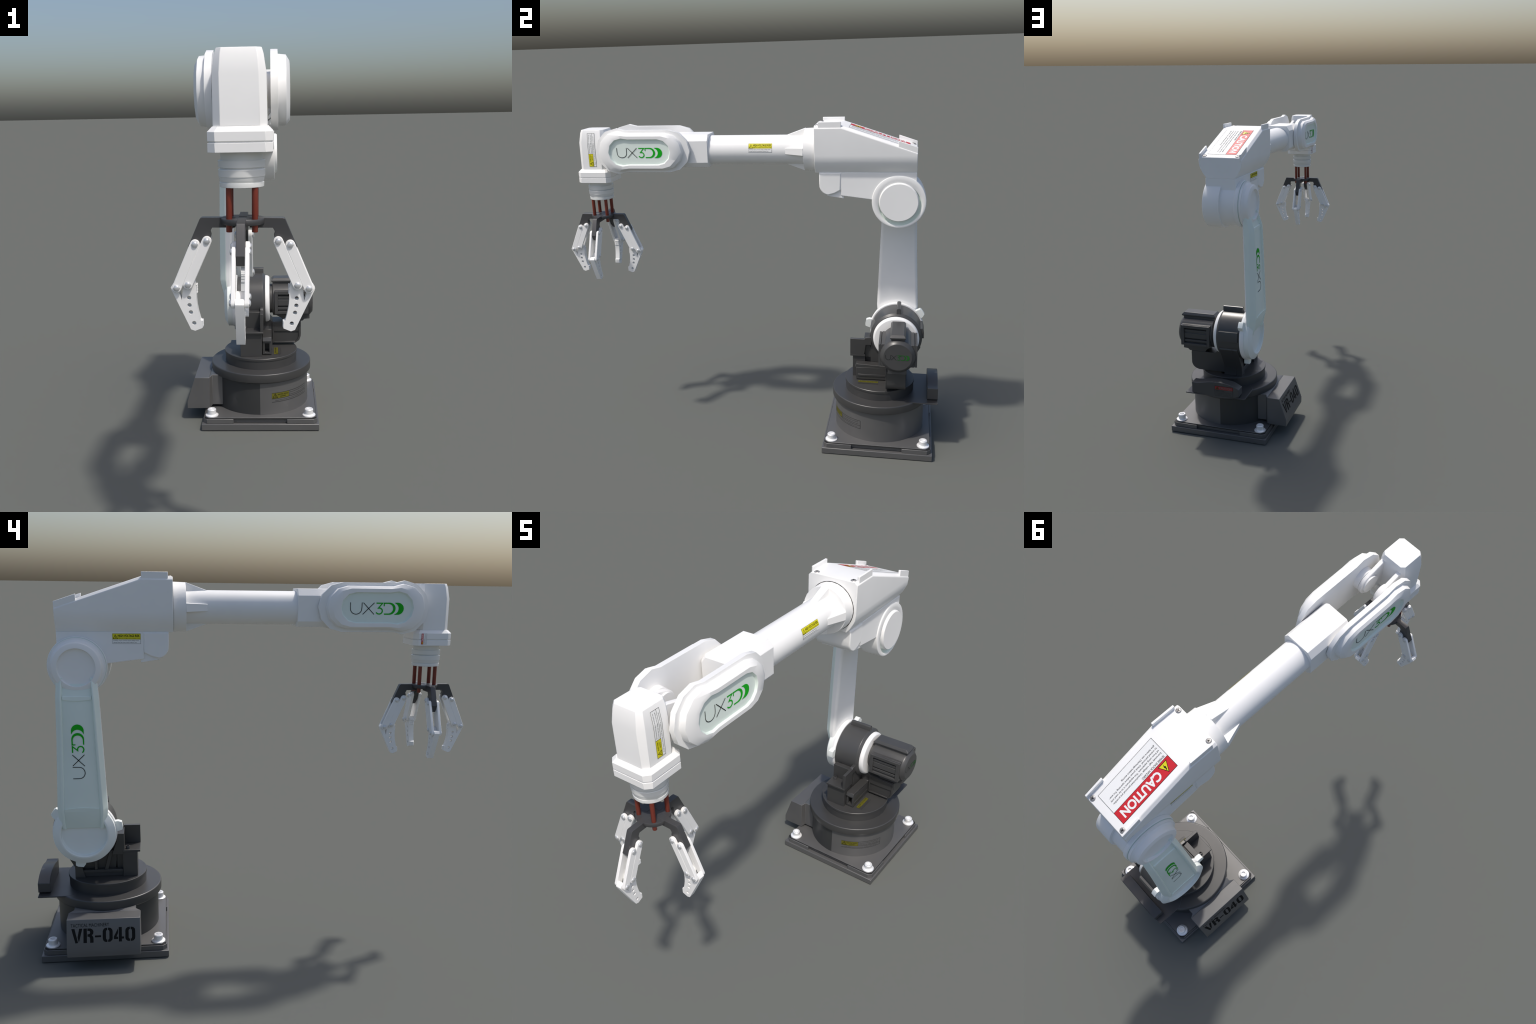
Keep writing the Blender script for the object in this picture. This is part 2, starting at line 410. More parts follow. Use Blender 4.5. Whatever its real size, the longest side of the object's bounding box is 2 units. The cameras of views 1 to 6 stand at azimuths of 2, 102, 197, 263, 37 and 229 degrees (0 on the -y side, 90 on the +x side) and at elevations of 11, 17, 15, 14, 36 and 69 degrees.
# pedestal under the drum (tapers to the turntable), with a ribbed recess on its left
b.prism([(.655, .322), (.836, .322), (.836, .375), (.905, .50), (.880, .58), (.70, .60), (.648, .53), (.648, .40)], 'x', -.028, .046)
b.prism([(.790, .322), (.836, .322), (.836, .375), (.905, .50), (.880, .58), (.83, .47), (.800, .3565)], 'x', -.058, -.0281)   # rear cheek
b.box(-.0279, .03, .6196, .6479, .3221, .50)
b.box(-.052, -.0282, .62, .81, .3425, .3560)                 # lower rail
b.box(-.046, -.0282, .62, .80, .3221, .3424)
b.prism([(.735, .3562), (.7495, .3562), (.7485, .44), (.735, .44)], 'x', -.048, -.0282)
b.prism([(.686, .3562), (.7035, .3562), (.680, .445), (.663, .445)], 'x', -.048, -.0282)
pedestal = put(b.mesh("pedestal", [TUR]), "pedestal", turn, YAW, 0.0015)
b = B()
b.box(-.057, .0475, .5535, .6195, .322, .4395)                # front column
b.prism([(.62, .4297), (.668, .4297), (.646, .4935), (.640, .530), (.6115, .530), (.6115, .4297)], 'x', -.057, .040)
b.box(-.058, .055, .540, .6195, .4396, .4500)
b.prism([(.540, .4501), (.6145, .4501), (.6215, .505), (.650, .505), (.650, .548), (.6215, .546), (.6145, .538), (.540, .538)], 'x', .0405, .0555)
stop = put(b.mesh("stop_bracket", [TUR]), "stop_bracket", turn, YAW, 0.0012)
b = B()
b.lathe_z([(0, .0095), (.012, .0095), (.014, .0085), (.014, .006), (.006, .0058), (.006, .001)], 0, 0, 24)
put(b.mesh("stop_bolt", [GUN], 40), "stop_bolt", stop, YAW @ Matrix.Translation((-.036, .596, .4502)))

# drum (shoulder gearbox)
b = B()
b.lathe_x([(-.074, .10), (-.074, .1335), (.052, .1335), (.0655, .122), (.0655, .05)], SY, SZ, 72)
drum = put(b.mesh("shoulder_drum", [MOT], 40), "shoulder_drum", turn, YAW, 0.0015)
b = B()
hd = [(.7795, .68), (.7795, .709), (.782, .7145), (.7865, .717), (.7945, .717), (.799, .7145), (.8015, .709), (.8015, .68)]
b.prism(hd, 'x', -.058, .0565)
put(b.mesh("lifting_lug", [MOT]), "lifting_lug", drum, YAW, 0.001)
b = B()
b.prism([(.90, .6075), (.9145, .6075), (.9215, .582), (.9215, .5535), (.90, .5535)], 'x', -.064, .046)
put(b.mesh("rear_pad", [MOT]), "rear_pad", drum, YAW, 0.001)
b = B()
b.lathe_x([(.0656, .100), (.0656, .1185), (.070, .1185), (.079, .1165), (.086, .1105), (.0865, .108), (.0865, .05)], SY, SZ, 72)
put(b.mesh("seal_ring", [WHITE], 40), "seal_ring", drum, YAW)

# motor
MY, MZ = .7915, .5545
b = B()
b.lathe_x([(.0866, .07), (.0866, .074), (.100, .074), (.104, .0865), (.282, .0865), (.290, .0845), (.3035, .0690), (.3035, .01)], MY, MZ, 48)
motor = put(b.mesh("motor_body", [MOT], 35), "motor_body", None, YAW, 0.001)
b = B()
for s in (-1, 1):
    q = lambda dy: MY + s * dy
    prof = [(q(.055), .4945), (q(.080), .4945), (q(.0835), .500), (q(.0835), .606), (q(.080), .6125), (q(.060), .6125)]
    b.loft([[(x, y, z) for y, z in prof] for x in (.112, .281)] if s > 0 else [[(x, y, z) for y, z in prof[::-1]] for x in (.112, .281)])
    # frame around vent and slats
    yf0, yf1 = sorted((q(.0836), q(.0945)))
    b.box(.112, .128, yf0, yf1, .4955, .6115); b.box(.262, .281, yf0, yf1, .4955, .6115)
    b.box(.1281, .2619, yf0, yf1, .596, .6115); b.box(.1281, .2619, yf0, yf1, .4955, .508)
    yf1b = q(.0885); a_, c_ = sorted((q(.0836), yf1b))
    for z0, z1 in [(.5165, .529), (.537, .566), (.574, .5865)]:
        b.box(.1281, .2619, a_, c_, z0, z1)
vent = put(b.mesh("vent_housing", [MOT], 30), "vent_housing", motor, YAW, 0.001)
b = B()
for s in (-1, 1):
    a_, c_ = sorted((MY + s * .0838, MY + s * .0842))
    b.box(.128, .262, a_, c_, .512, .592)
put(b.mesh("vent_shadow_plate", [SHADE_BLACK]), "vent_shadow_plate", motor, YAW)
b = B()
# terminal cover on top: T shaped cap with bevelled rim
b.box(.105, .286, .758, .825, .610, .6445)
def rr(x0, x1, y0, y1, z): return [(x0, y0, z), (x1, y0, z), (x1, y1, z), (x0, y1, z)]
b.loft([rr(.100, .291, .757, .826, .6445), rr(.0955, .296, .7525, .8290, .649), rr(.0955, .296, .7525, .8290, .6545), rr(.107, .284, .761, .8205, .6665)])
put(b.mesh("terminal_cover", [MOT]), "terminal_cover", motor, YAW, 0.0012)
b = B()
b.prism([(.118, .500), (.118, .478), (.146, .462), (.158, .446), (.252, .446), (.262, .456), (.288, .458), (.288, .490), (.27, .51)], 'y', .7445, .8365)
put(b.mesh("motor_foot", [MOT]), "motor_foot", motor, YAW, 0.001)
P = Print([GREY_TXT]); logo(P, .1165, .0275, GREY_TXT, GREEN_D)
P.build("maker_logo", planar((.3036, .7325, .540), (0, 1, 0), (0, 0, 1)), motor, YAW)

# cable housing wrapping the pedestal to the motor block
b = B()
c0 = [(.052, .325), (.095, .325), (.095, .391), (.090, .396), (.058, .396), (.052, .391)]
def tube_rect(y0, y1, x0, x1, z0, z1, t):
    o_ = [(x0, z0), (x1, z0), (x1, z1), (x0, z1)]
    i_ = [(x0 + t, z0 + t), (x1 - t, z0 + t), (x1 - t, z1 - t), (x0 + t, z1 - t)]
    b.loft([[(x, y1, z) for x, z in o_], [(x, y0, z) for x, z in o_], [(x, y0, z) for x, z in i_], [(x, y0 + .05, z) for x, z in i_]], cap0=True, cap1=True)
tube_rect(.5745, .76, .0505, .0945, .326, .3935, .011)
b.prism([(.568, .3936), (.74, .3936), (.74, .430), (.735, .404), (.5755, .4125)], 'x', .0505, .0945)
b.box(.0946, .0975, .584, .727, .3445, .3555)
cable = put(b.mesh("cable_housing", [TUR]), "cable_housing", turn, YAW, 0.001)
b = B()
mb = [(.046, .334), (.200, .334)] + arc(.200, .3795, .0435, -80, 0, 8) + [(.2435, .4435), (.100, .4435), (.070, .475), (.046, .50)]
b.prism(mb, 'y', .7385, .8325)
b.box(.098, .106, .7325, .7384, .334, .4425); b.box(.1061, .232, .7325, .7384, .396, .4425); b.box(.1061, .215, .7325, .7384, .334, .342)
b.prism([(.2321, .4425), (.2321, .372), (.226, .352), (.2151, .342), (.2151, .334), (.235, .348), (.2425, .37), (.2425, .4425)], 'y', .7325, .7384)
put(b.mesh("motor_support", [TUR]), "motor_support", turn, YAW, 0.0012)

def voltage_label(w, h, paper, yellow, ink, n=1, layer0=0):
    P = Print([ink])
    P.rect(0, 0, w, h, ink, 1 + layer0, n)
    e = h * .02
    P.rect(e, h * .44, w - e, h - e, yellow, 2 + layer0, n); P.rect(e, e, w - e, h * .42, paper, 2 + layer0, n)
    P.warn_sign(w * .105, h * .49, h * .38, ink, 3 + layer0, .1)
    P.text("HIGH VOLTAGE RISK", w * .195, h * .66, w * .965, h * .90, ink, 3 + layer0, .015)
    P.text("Different voltage measurements used", w * .195, h * .49, w * .965, h * .59, ink, 3 + layer0)
    P.text("Connect only to correct supply voltage of this", w * .03, h * .25, w * .94, h * .36, ink, 3 + layer0)
    P.text("rating. Read all instructions before use.", w * .03, h * .07, w * .86, h * .18, ink, 3 + layer0)
    return P
P = voltage_label(.104, .0345, TUR, YELLOW_D, GREY_TXT)
P.build("voltage_label", planar((.1405, .5875, .3221), (0, 1, 0), (-1, 0, 0)), disc, YAW, .0004)

# ================================================================== LOWER ARM
EY, EZ = .7800, 1.2920
b = B()
def sec(z, y0, y1, xs, xo, e=.022):
    xi = -.085 - .017 * (1.2 - z) / .6          # inner face leans outward towards the shoulder
    return [(xi, y0 + .011, z), (xi - .008, y0, z), (xs, y0, z), (xo, y0 + e, z), (xo, y1 - e, z), (xs, y1, z), (xi - .008, y1, z), (xi, y1 - .011, z)]
# z, front y, rear y, chamfer start x, rail x, floor x, rail width
STATIONS = [(1.250, .700, .866, -.108, -.1240, -.1100, .028), (1.232, .6975, .868, -.110, -.1300, -.1120, .029), (1.172, .692, .8715, -.1225, -.1475, -.1350, .030), (1.150, .691, .8722, -.1245, -.1495, -.1383, .030),
            (.98, .6835, .8765, -.126, -.1530, -.1448, .032), (.683, .672, .888, -.128, -.1570, -.1552, .035), (.672, .672, .888, -.1275, -.1565, -.1560, .035), (.600, .678, .884, -.121, -.1410, -.1330, .030), (.585, .681, .881, -.120, -.1380, -.1270, .030)]
S = [sec(z, y0, y1, xs, xf, e) for z, y0, y1, xs, xr, xf, e in STATIONS]
b.loft(S)
for i in range(len(S) - 1):
    for j in (2, 3, 4, 5):
        b.m[i * 8 + j] = 1
lower_arm = put(b.mesh("lower_arm", [WHITE, MINT], 28), "lower_arm", None, YAW, 0.004, 3)
# side rails framing the sunk outer face
for s in (0, 1):
    b = B()
    R_ = []
    for z, y0, y1, xs, xr, xf, e in STATIONS:
        q = (lambda d: y0 + d) if s == 0 else (lambda d: y1 - d)
        R_.append([(xs + .012, q(.004), z), (xs, q(-.0004), z), (xr, q(.019), z), (xr, q(e - .005), z), (xf + .004, q(e), z), (xf + .012, q(e - .002), z)])
    b.loft(R_)
    put(b.mesh("arm_rail", [MINT], 30), "arm_rail", lower_arm, YAW, 0.002)
# bowed lips at the two ends of the name panel
b = B()
for zc_, bow, s, y0, y1, xo in ((1.16, -.006, 1, .7215, .842, -.1378), (.683, .006, -1, .7065, .853, -.1552)):
    ring = []
    for i in range(15):
        t = 2 * i / 14 - 1; y = y0 + (y1 - y0) * i / 14
        z_in = zc_ + bow * (1 - t * t); z_out = zc_ + s * .012
        ring.append([(xo + .004, y, z_in), (xo - .0028, y, z_in + s * .0005), (xo - .0008, y, z_out), (xo + .006, y, z_out + s * .004)])
    b.loft(ring)
put(b.mesh("panel_lip", [MINT], 40), "panel_lip", lower_arm, YAW)
# shoulder end: ring with sunk face + flange with lugs
b = B()
b.lathe_x([(-.0975, .10), (-.0975, .1365), (-.122, .1365), (-.137, .1110), (-.1385, .1075), (-.1385, .1030), (-.136, .1005), (-.122, .0985), (-.120, .096), (-.120, .01)], SY, SZ, 64)
put(b.mesh("shoulder_ring", [PALE], 28), "shoulder_ring", lower_arm, YAW)
b = B()
b.lathe_x([(-.0741, .10), (-.0741, .1390), (-.078, .1420), (-.090, .1420), (-.093, .1400), (-.0974, .1400), (-.0974, .10)], SY, SZ, 64)
shoulder_flange = put(b.mesh("shoulder_flange", [WHITE], 38), "shoulder_flange", lower_arm, YAW)
b = B()
b.prism([(.138, -.024), (.152, -.0235), (.167, -.0155), (.168, .010), (.164, .0195), (.138, .024)], 'x', -.096, -.070)
lug = b.mesh("flange_lug", [PALE], 30)
for a in (36, 171, 280):
    put(lug, "flange_lug", shoulder_flange, YAW @ Matrix.Translation((0, SY, SZ)) @ Matrix.Rotation(rad(a), 4, 'X'))
# elbow end
b = B()
b.lathe_x([(-.0905, .08), (-.0905, .1140), (-.0985, .1075), (-.1035, .1055), (-.1180, .1045), (-.1225, .1010), (-.1285, .0830), (-.1285, .0805), (-.1180, .0795), (-.1150, .0770), (-.1150, .01)], EY, EZ, 64)
put(b.mesh("elbow_ring", [WHITE], 24), "elbow_ring", lower_arm, YAW)
P = Print([INK]); logo(P, .2375, .053, INK, GREEN)
lu = Vector((-.1448 + .1552, 0, .98 - .683)).normalized()
P.build("maker_logo", planar((-.1508, .7585, .8175), lu, (0, 1, 0)), lower_arm, YAW, .0006)

# ================================================================== ELBOW
b = B()
b.lathe_x([(.1195, .02), (.1195, .1265), (.1178, .1295), (.114, .1310), (.0275, .1310), (.0275, .1185), (-.050, .1185), (-.056, .1260), (-.072, .1260), (-.0755, .1230), (-.0755, .117), (-.0790, .117), (-.0790, .1205), (-.0895, .1205), (-.0904, .1185), (-.0904, .05)][::-1], EY, EZ, 72,
          mats=[0, 0, 0, 0, 1, 1, 0, 0, 0, 0, 0, 0, 0, 0, 0, 0])
elbow = put(b.mesh("elbow_barrel", [WHITE, MINT], 38), "elbow_barrel", None, YAW)
# eccentric sunk crescent around the hub cap: cutter
b = B()
ey, ez = EY + .0050, EZ - .0140
b.lathe_x([(.1065, .0990), (.125, .1062)], ey, ez, 64)
cut = put(b.mesh("crescent_cutter", [MINT]), "crescent_cutter", elbow, YAW); cut.hide_render = True
md = elbow.modifiers.new("crescent", 'BOOLEAN'); md.object = cut; md.operation = 'DIFFERENCE'; md.solver = 'EXACT'
b = B()
b.lathe_x([(.099, .05), (.099, .0960), (.124, .0960), (.1305, .0930), (.1325, .0910), (.1325, .01)], EY, EZ, 64)
put(b.mesh("elbow_cap", [WHITE], 38), "elbow_cap", elbow, YAW)

# housing body: profile across x, swept along y
def T_at(y): return 1.6665 if y <= .503 else 1.6665 + (1.5435 - 1.6665) * (y - .503) / (.864 - .503)
def hsec(y, cut=0.0):
    T = T_at(y)
    half = [(.1065, T), (.1195, T - .0125), (.1195, 1.523), (.1165, 1.497), (.108, 1.4775), (.096, 1.4560), (.083, 1.4400), (.079, 1.434)]
    r = [(CX + x, y, z) for x, z in half]; l = [(CX - x, y, z) for x, z in half[::-1]]
    return r + l
b = B()
b.loft([hsec(.3715), hsec(.503), hsec(.864)])
housing = put(b.mesh("elbow_housing", [WHITE], 34), "elbow_housing", None, YAW, 0.0025, 2)
# lower block between housing and elbow barrel
b = B()
hb = .0845
b.loft([[(CX - hb, y, z) for y, z in L] for L in ([(.4985, 1.436), (.4985, 1.3210), (.655, 1.3015), (.72, 1.26), (.80, 1.26), (.8635, 1.30), (.8635, 1.436)],)] +
       [[(CX + hb, y, z) for y, z in [(.4985, 1.436), (.4985, 1.3210), (.655, 1.3015), (.72, 1.26), (.80, 1.26), (.8635, 1.30), (.8635, 1.436)]]])
lower_block = put(b.mesh("elbow_block", [WHITE], 30), "elbow_block", housing, YAW, 0.003)
# front sensor box with rounded lower front corner
b = B()
pf = [(.502, 1.4365), (.391, 1.4365)] + [(.391, 1.385)] + arc(.4435, 1.3750, .0525, 180, 262, 7)[1:] + [(.470, 1.3325), (.499, 1.3480)]
def grow(pts, k):
    cy = sum(p[0] for p in pts) / len(pts); cz = sum(p[1] for p in pts) / len(pts)
    return [(cy + (p[0] - cy) * k, min(1.4364, cz + (p[1] - cz) * k)) for p in pts]
b.loft([[(CX + x, y, z) for y, z in grow(pf, k)] for x, k in ((-.0885, .90), (-.0845, .985), (-.079, 1.0), (.079, 1.0), (.0845, .985), (.0885, .90))])
b.prism([(.43, 1.40), (.43, 1.318), (.513, 1.3055), (.52, 1.40)], 'x', CX - .078, CX + .078)
put(b.mesh("sensor_box", [WHITE], 30), "sensor_box", housing, YAW, 0.002)
# cover tabs
b = B()
for s in (-1, 1):
    x0, x1 = sorted((CX + s * .106, CX + s * .1165))
    for y0, y1, r in ((.391, .502, .0185), (.7735, .8645, .0185)):
        prof_ = [(y0, T_at(y0) - .018), (y1, T_at(y1) - .018), (y1, T_at(y1) + r), (y0, T_at(y0) + r)]
        b.prism(prof_, 'x', x0, x1)
put(b.mesh("cover_tab", [WHITE]), "cover_tab", housing, YAW, 0.002)
# cover screws with cross slots
b = B()
b.lathe_z([(0, .0125), (.002, .0118), (.0034, .0085), (.0038, .004), (.0038, .0005)], 0, 0, 24)
for a in (0, pi / 2):
    c_, s_ = cos(a), sin(a)
    pts = [(-.0068, -.0014), (.0068, -.0014), (.0068, .0014), (-.0068, .0014)]
    b.loft([[(x * c_ - y * s_, x * s_ + y * c_, z) for x, y in pts] for z in (.003, .0042)], 1)
screw = b.mesh("cover_screw", [SCREWM, INK], 50)
sl = math.atan2(1.5435 - 1.6665, .864 - .503)
for x, y, rot in ((CX - .087, .387, 0), (CX + .091, .387, 0), (CX - .091, .8465, sl), (CX + .0905, .8485, sl)):
    put(screw, "cover_screw", housing, YAW @ Matrix.Translation((x, y, T_at(y))) @ Matrix.Rotation(rot, 4, 'X') @ Matrix.Rotation(.5, 4, 'Z'))
# big caution label on the sloping lid
P = Print([INK]); L = .3085; H = .1585
P.rect(0, 0, L, H, INK, 1); t = .0017
P.rect(t, t, L - t, H * .622, PAPER, 2); P.rect(t, H * .632, L - t, H - t, RED, 2)
P.poly([(.016, H * .675), (.062, H * .675), (.039, H * .955)], INK, 3); P.poly([(.0195, H * .692), (.0585, H * .692), (.039, H * .925)], YELLOW, 4)
P.poly([(.0385, H * .865), (.0425, H * .875), (.0405, H * .80), (.0445, H * .795), (.0385, H * .715), (.0382, H * .775), (.0345, H * .78)], INK, 5)
P.text("CAUTION", .070, H * .69, L - .022, H * .935, PAPER, 3, .035)
P.text("SEVERE SHOCK HAZARD.", .012, H * .545, .137, H * .60, INK, 3, .008)
for i, (tx, wd) in enumerate([("Extremely high voltage. Unauthorized personel are prohibit-", .96), ("ed from using equipment. This equipment is to be used only", .965), ("by trained personel. Check power before operating. Pre ener-", .955), ("gize before use. Discharge before storing", .66)]):
    y1_ = H * (.485 - .085 * i)
    P.text(tx, .012, y1_ - H * .058, .012 + (L - .024) * wd, y1_, INK, 3, .004)
P.build("caution_label", planar((CX + .0815, .5365, T_at(.5365)), (0, cos(sl), sin(sl)), (-1, 0, 0)), housing, YAW, .00045)
P = voltage_label(.119, .043, PAPER, YELLOW, INK)
P.build("voltage_label", planar((CX - hb, .630, 1.3860), (0, -1, 0), (0, 0, 1)), lower_block, YAW, .0005)

# ================================================================== FOREARM
TZ = 1.539; TR = .0722
b = B()
b.lathe_y([(-.25, .03), (-.25, TR), (.32, TR), (.32, .03)], CX, TZ, 48)
forearm = put(b.mesh("forearm_tube", [WHITE], 40), "forearm_tube", None, YAW)
b = B()
b.lathe_y([(.315, .05), (.315, .1045), (.3725, .1065), (.3725, .03)], CX, TZ, 24)
put(b.mesh("forearm_collar", [WHITE], 25), "forearm_collar", forearm, YAW, 0.001)
b = B()
b.lathe_y([(.3705, .09), (.3705, .1085), (.3718, .1085), (.3718, .09)], CX, TZ, 48)
put(b.mesh("collar_shade_ring", [SHADE_BLACK]), "collar_shade_ring", forearm, YAW)  # thin black ring added to imitate the shaded joint behind the collar
b = B()
b.loft([[(-.0205, .3155, .05), (.0205, .3155, .05), (.0185, .3155, .1050), (-.0185, .3155, .1050)], [(-.0165, .222, .05), (.0165, .222, .05), (.0150, .222, .0715), (-.0150, .222, .0715)]])
gus = b.mesh("gusset", [WHITE])
for k in range(4):
    put(gus, "gusset", forearm, YAW @ Matrix.Translation((CX, 0, TZ)) @ Matrix.Rotation(k * pi / 2, 4, 'Y'), 0.0015)
P = voltage_label(.1185, .0445, PAPER, YELLOW, INK, 1)
def on_tube(a, q, h):
    th = rad(-3.8) + q / TR
    return (CX + (TR + h) * cos(th), .0385 + a, TZ + (TR + h) * sin(th))
# finely subdivided sheet so it follows the tube
Q = Print(list(P.mats))
for vs, fs, k, layer in P.items:
    if len(vs) == 4 and len(fs) == 1 and layer <= 2:
        x0, x1 = min(v[0] for v in vs), max(v[0] for v in vs); y0, y1 = min(v[1] for v in vs), max(v[1] for v in vs); n = 14
        vv = []
        for i in range(n + 1):
            y = y0 + (y1 - y0) * i / n; vv += [(x0, y), (x1, y)]
        Q.items.append((vv, [[2 * i, 2 * i + 1, 2 * i + 3, 2 * i + 2] for i in range(n)], k, layer))
    else:
        Q.items.append((vs, fs, k, layer))
Q.build("voltage_label", on_tube, forearm, YAW, .0005)
# yoke block
b = B()
blk = [(-.058, 1.6225), (.058, 1.6225), (.0795, 1.5925), (.0795, 1.483), (.058, 1.4585), (-.058, 1.4585), (-.0795, 1.483), (-.0795, 1.5925)]
b.loft([[(CX + x, y, z) for x, z in blk] for y in (-.171, -.395)] + [[(CX + x * .90, -.405, TZ + (z - TZ) * .9) for x, z in blk]])
yoke = put(b.mesh("wrist_yoke", [WHITE], 25), "wrist_yoke", None, YAW, 0.0015)
# fork cheeks with stepped covers and sunk name panels
def stadium(c1, r1, c2, h, zc, kink=.042, st=30):
    pts = [(c1 + r1 * cos(rad(a)), zc + r1 * sin(rad(a))) for a in range(90, 271, st)]
    pts += [(c1 + kink, zc - h)]
    pts += [(c2 + h * cos(rad(a)), zc + h * sin(rad(a))) for a in range(-90, 91, st)]
    pts += [(c1 + kink, zc + h)]
    return pts
FZ = 1.5460
for s in (-1, 1):
    L0 = stadium(-.640, .1160, -.3635, .1062, FZ)
    lv = [(.0820, L0), (.1030, L0), (.10301, stadium(-.630, .1030, -.380, .0920, FZ)), (.1265, stadium(-.628, .1010, -.383, .0900, FZ)),
          (.1375, stadium(-.6125, .0855, -.3930, .0808, FZ - .001)), (.1376, stadium(-.6040, .0705, -.4140, .0655, FZ - .0005, .036)), (.1285, stadium(-.6020, .0660, -.4155, .0615, FZ - .0005, .034))]
    b = B()
    b.loft([[(CX + s * x, y, z) for y, z in L] for x, L in lv], mats=[0, 0, 0, 0, 0, 1])
    me = b.mesh("fork_cheek", [WHITE, MINT], 33)
    cheek = put(me, "fork_cheek", yoke, YAW, 0.0006)
    P = Print([INK]); logo(P, .241, .0515, INK, GREEN)
    if s > 0:
        P.build("maker_logo", planar((CX + .1286, -.6330, 1.5165), (0, 1, 0), (0, 0, 1)), cheek, YAW)
    else:
        P.build("maker_logo", planar((CX - .1286, -.3900, 1.5165), (0, -1, 0), (0, 0, 1)), cheek, YAW)
    # pivot hub between cheek and wrist
    b = B()
    x0 = CX + s * .0819; x1 = CX + s * .027
    b.lathe_x([(x0, .02), (x0, .0530), (CX + s * .0565, .0510), (CX + s * .0560, .0420), (x1, .0420), (x1, .01)], -.640, FZ, 32)
    put(b.mesh("pivot_hub", [WHITE], 35), "pivot_hub", cheek, YAW)

# ================================================================== WRIST
WY = -.7925
b = B()
def osec(z, hx, y0, y1, c):
    return [(CX - hx + c, y0, z), (CX + hx - c, y0, z), (CX + hx, y0 + c, z), (CX + hx, y1 - c, z), (CX + hx - c, y1, z), (CX - hx + c, y1, z), (CX - hx, y1 - c, z), (CX - hx, y0 + c, z)]
b.loft([osec(1.4475, .0735, -.8680, -.7250, .0205), osec(1.5845, .0725, -.8675, -.7230, .0200), osec(1.634, .0655, -.8585, -.7265, .0165), osec(1.6505, .0605, -.8525, -.7310, .0145)])
wrist = put(b.mesh("wrist_body", [WHITE], 24), "wrist_body", None, YAW, 0.0012)
for s in (-1, 1):
    ck = [(-.724, 1.618), (-.745, 1.618), (-.745, 1.470), (-.690, 1.475)] + arc(-.640, FZ - .004, .052, -80, 80, 9)
    x0, x1 = sorted((CX + s * .0360, CX + s * .0560))
    b = B(); b.prism(ck, 'x', x0, x1)
    put(b.mesh("wrist_cheek", [WHITE], 30), "wrist_cheek", wrist, YAW, 0.003)
P = Print([INK]); w = .1715; h = .0395; t = .0011
P.frame(0, 0, w, h, t, INK, 2); P.rect(0, 0, w, h, PAPER, 1); P.rect(.0, h * .345, w, h * .345 + t, INK, 2)
P.rect(t, h * .345 + t, .0655, h - t, YELLOW, 2); P.rect(.0655, h * .345, .0666, h, INK, 3)
P.warn_sign(.0145, h * .46, .0165, INK, 3, .09)
P.text("ELECTRIC", .028, h * .72, .061, h * .86, INK, 3); P.text("SHOCK", .034, h * .47, .055, h * .61, INK, 3)
P.text("Disconnect power before servicing this unit", .072, h * .73, w - .008, h * .86, INK, 3); P.text("Contact with high voltage may cause death", .070, h * .48, w - .008, h * .61, INK, 3)
P.text("Keep covers closed while the power is connected", .010, h * .12, w - .016, h * .25, INK, 3)
def on_wrist(a, q, hh):
    z = 1.4635 + a
    hx = .0735 + (.0725 - .0735) * (z - 1.4475) / (1.5845 - 1.4475) if z < 1.5845 else .0725 + (.0655 - .0725) * (z - 1.5845) / (1.634 - 1.5845)
    return (CX + hx + .0003 + hh, -.7735 - q, z)
Q = Print(list(P.mats))
for vs, fs, k, layer in P.items:
    if len(vs) == 4 and len(fs) == 1:
        x0, x1 = min(v[0] for v in vs), max(v[0] for v in vs); y0, y1 = min(v[1] for v in vs), max(v[1] for v in vs)
        kx = 1.5845 - 1.4635
        xs = [x0, x1] if not (x0 < kx < x1) else [x0, kx, x1]
        vv = [p for x in xs for p in ((x, y0), (x, y1))]
        Q.items.append((vv, [[2 * i, 2 * i + 2, 2 * i + 3, 2 * i + 1] for i in range(len(xs) - 1)], k, layer))
    else:
        Q.items.append((vs, fs, k, layer))
Q.build("shock_label", on_wrist, wrist, YAW, .0005)
# flange plates with groove
b = B()
fl = lambda z, e=0.0: osec(z, .0880 - e, -.8820 + e, -.7030 - e, .0210 - e * .4)
b.loft([fl(1.4475, .0135), fl(1.4335), fl(1.4085), fl(1.4085, .004), fl(1.4040, .004), fl(1.4040), fl(1.3790)])
flange = put(b.mesh("tool_flange", [WHITE], 25), "tool_flange", wrist, YAW, 0.0008)
P = Print([INK]); w = .048; h = .0255
P.rect(0, 0, w, h, INK, 1); P.rect(.0005, .0005, w - .0005, h * .62, PAPER, 2); P.rect(.0005, h * .64, w - .0005, h - .0005, RED, 2)
P.poly([(.003, h * .68), (.010, h * .68), (.0065, h * .95)], YELLOW, 3); P.text("CAUTION", .013, h * .70, w - .003, h * .93, PAPER, 3, .01)
for i in range(4):
    P.text(["SEVERE SHOCK HAZARD.", "Extremely high voltage. Unauthorized", "ed from using equipment. This", "by trained personel."][i], .003, h * (.46 - .13 * i), w * (.5 if i == 0 else .93), h * (.54 - .13 * i), GREY_TXT, 3)
P.build("caution_label", planar((CX - .0880, -.7610, 1.3850), (0, 0, 1), (0, 1, 0)), flange, YAW, .0004)
# ribbed neck
b = B()
b.lathe_z([(1.3789, .059), (1.3560, .059), (1.3560, .0645), (1.3545, .0655), (1.3365, .0650), (1.3350, .0600), (1.3310, .0590), (1.3310, .0645), (1.3295, .0655), (1.3110, .0650), (1.3100, .0635), (1.3000, .0620), (1.2975, .0610), (1.2955, .0590), (1.2945, .0620), (1.2935, .0622), (1.2825, .0618), (1.2815, .0600), (1.2815, .01)][::-1], CX - .0005, WY - .001, 40)
neck = put(b.mesh("tool_neck", [NECK], 30), "tool_neck", wrist, YAW)

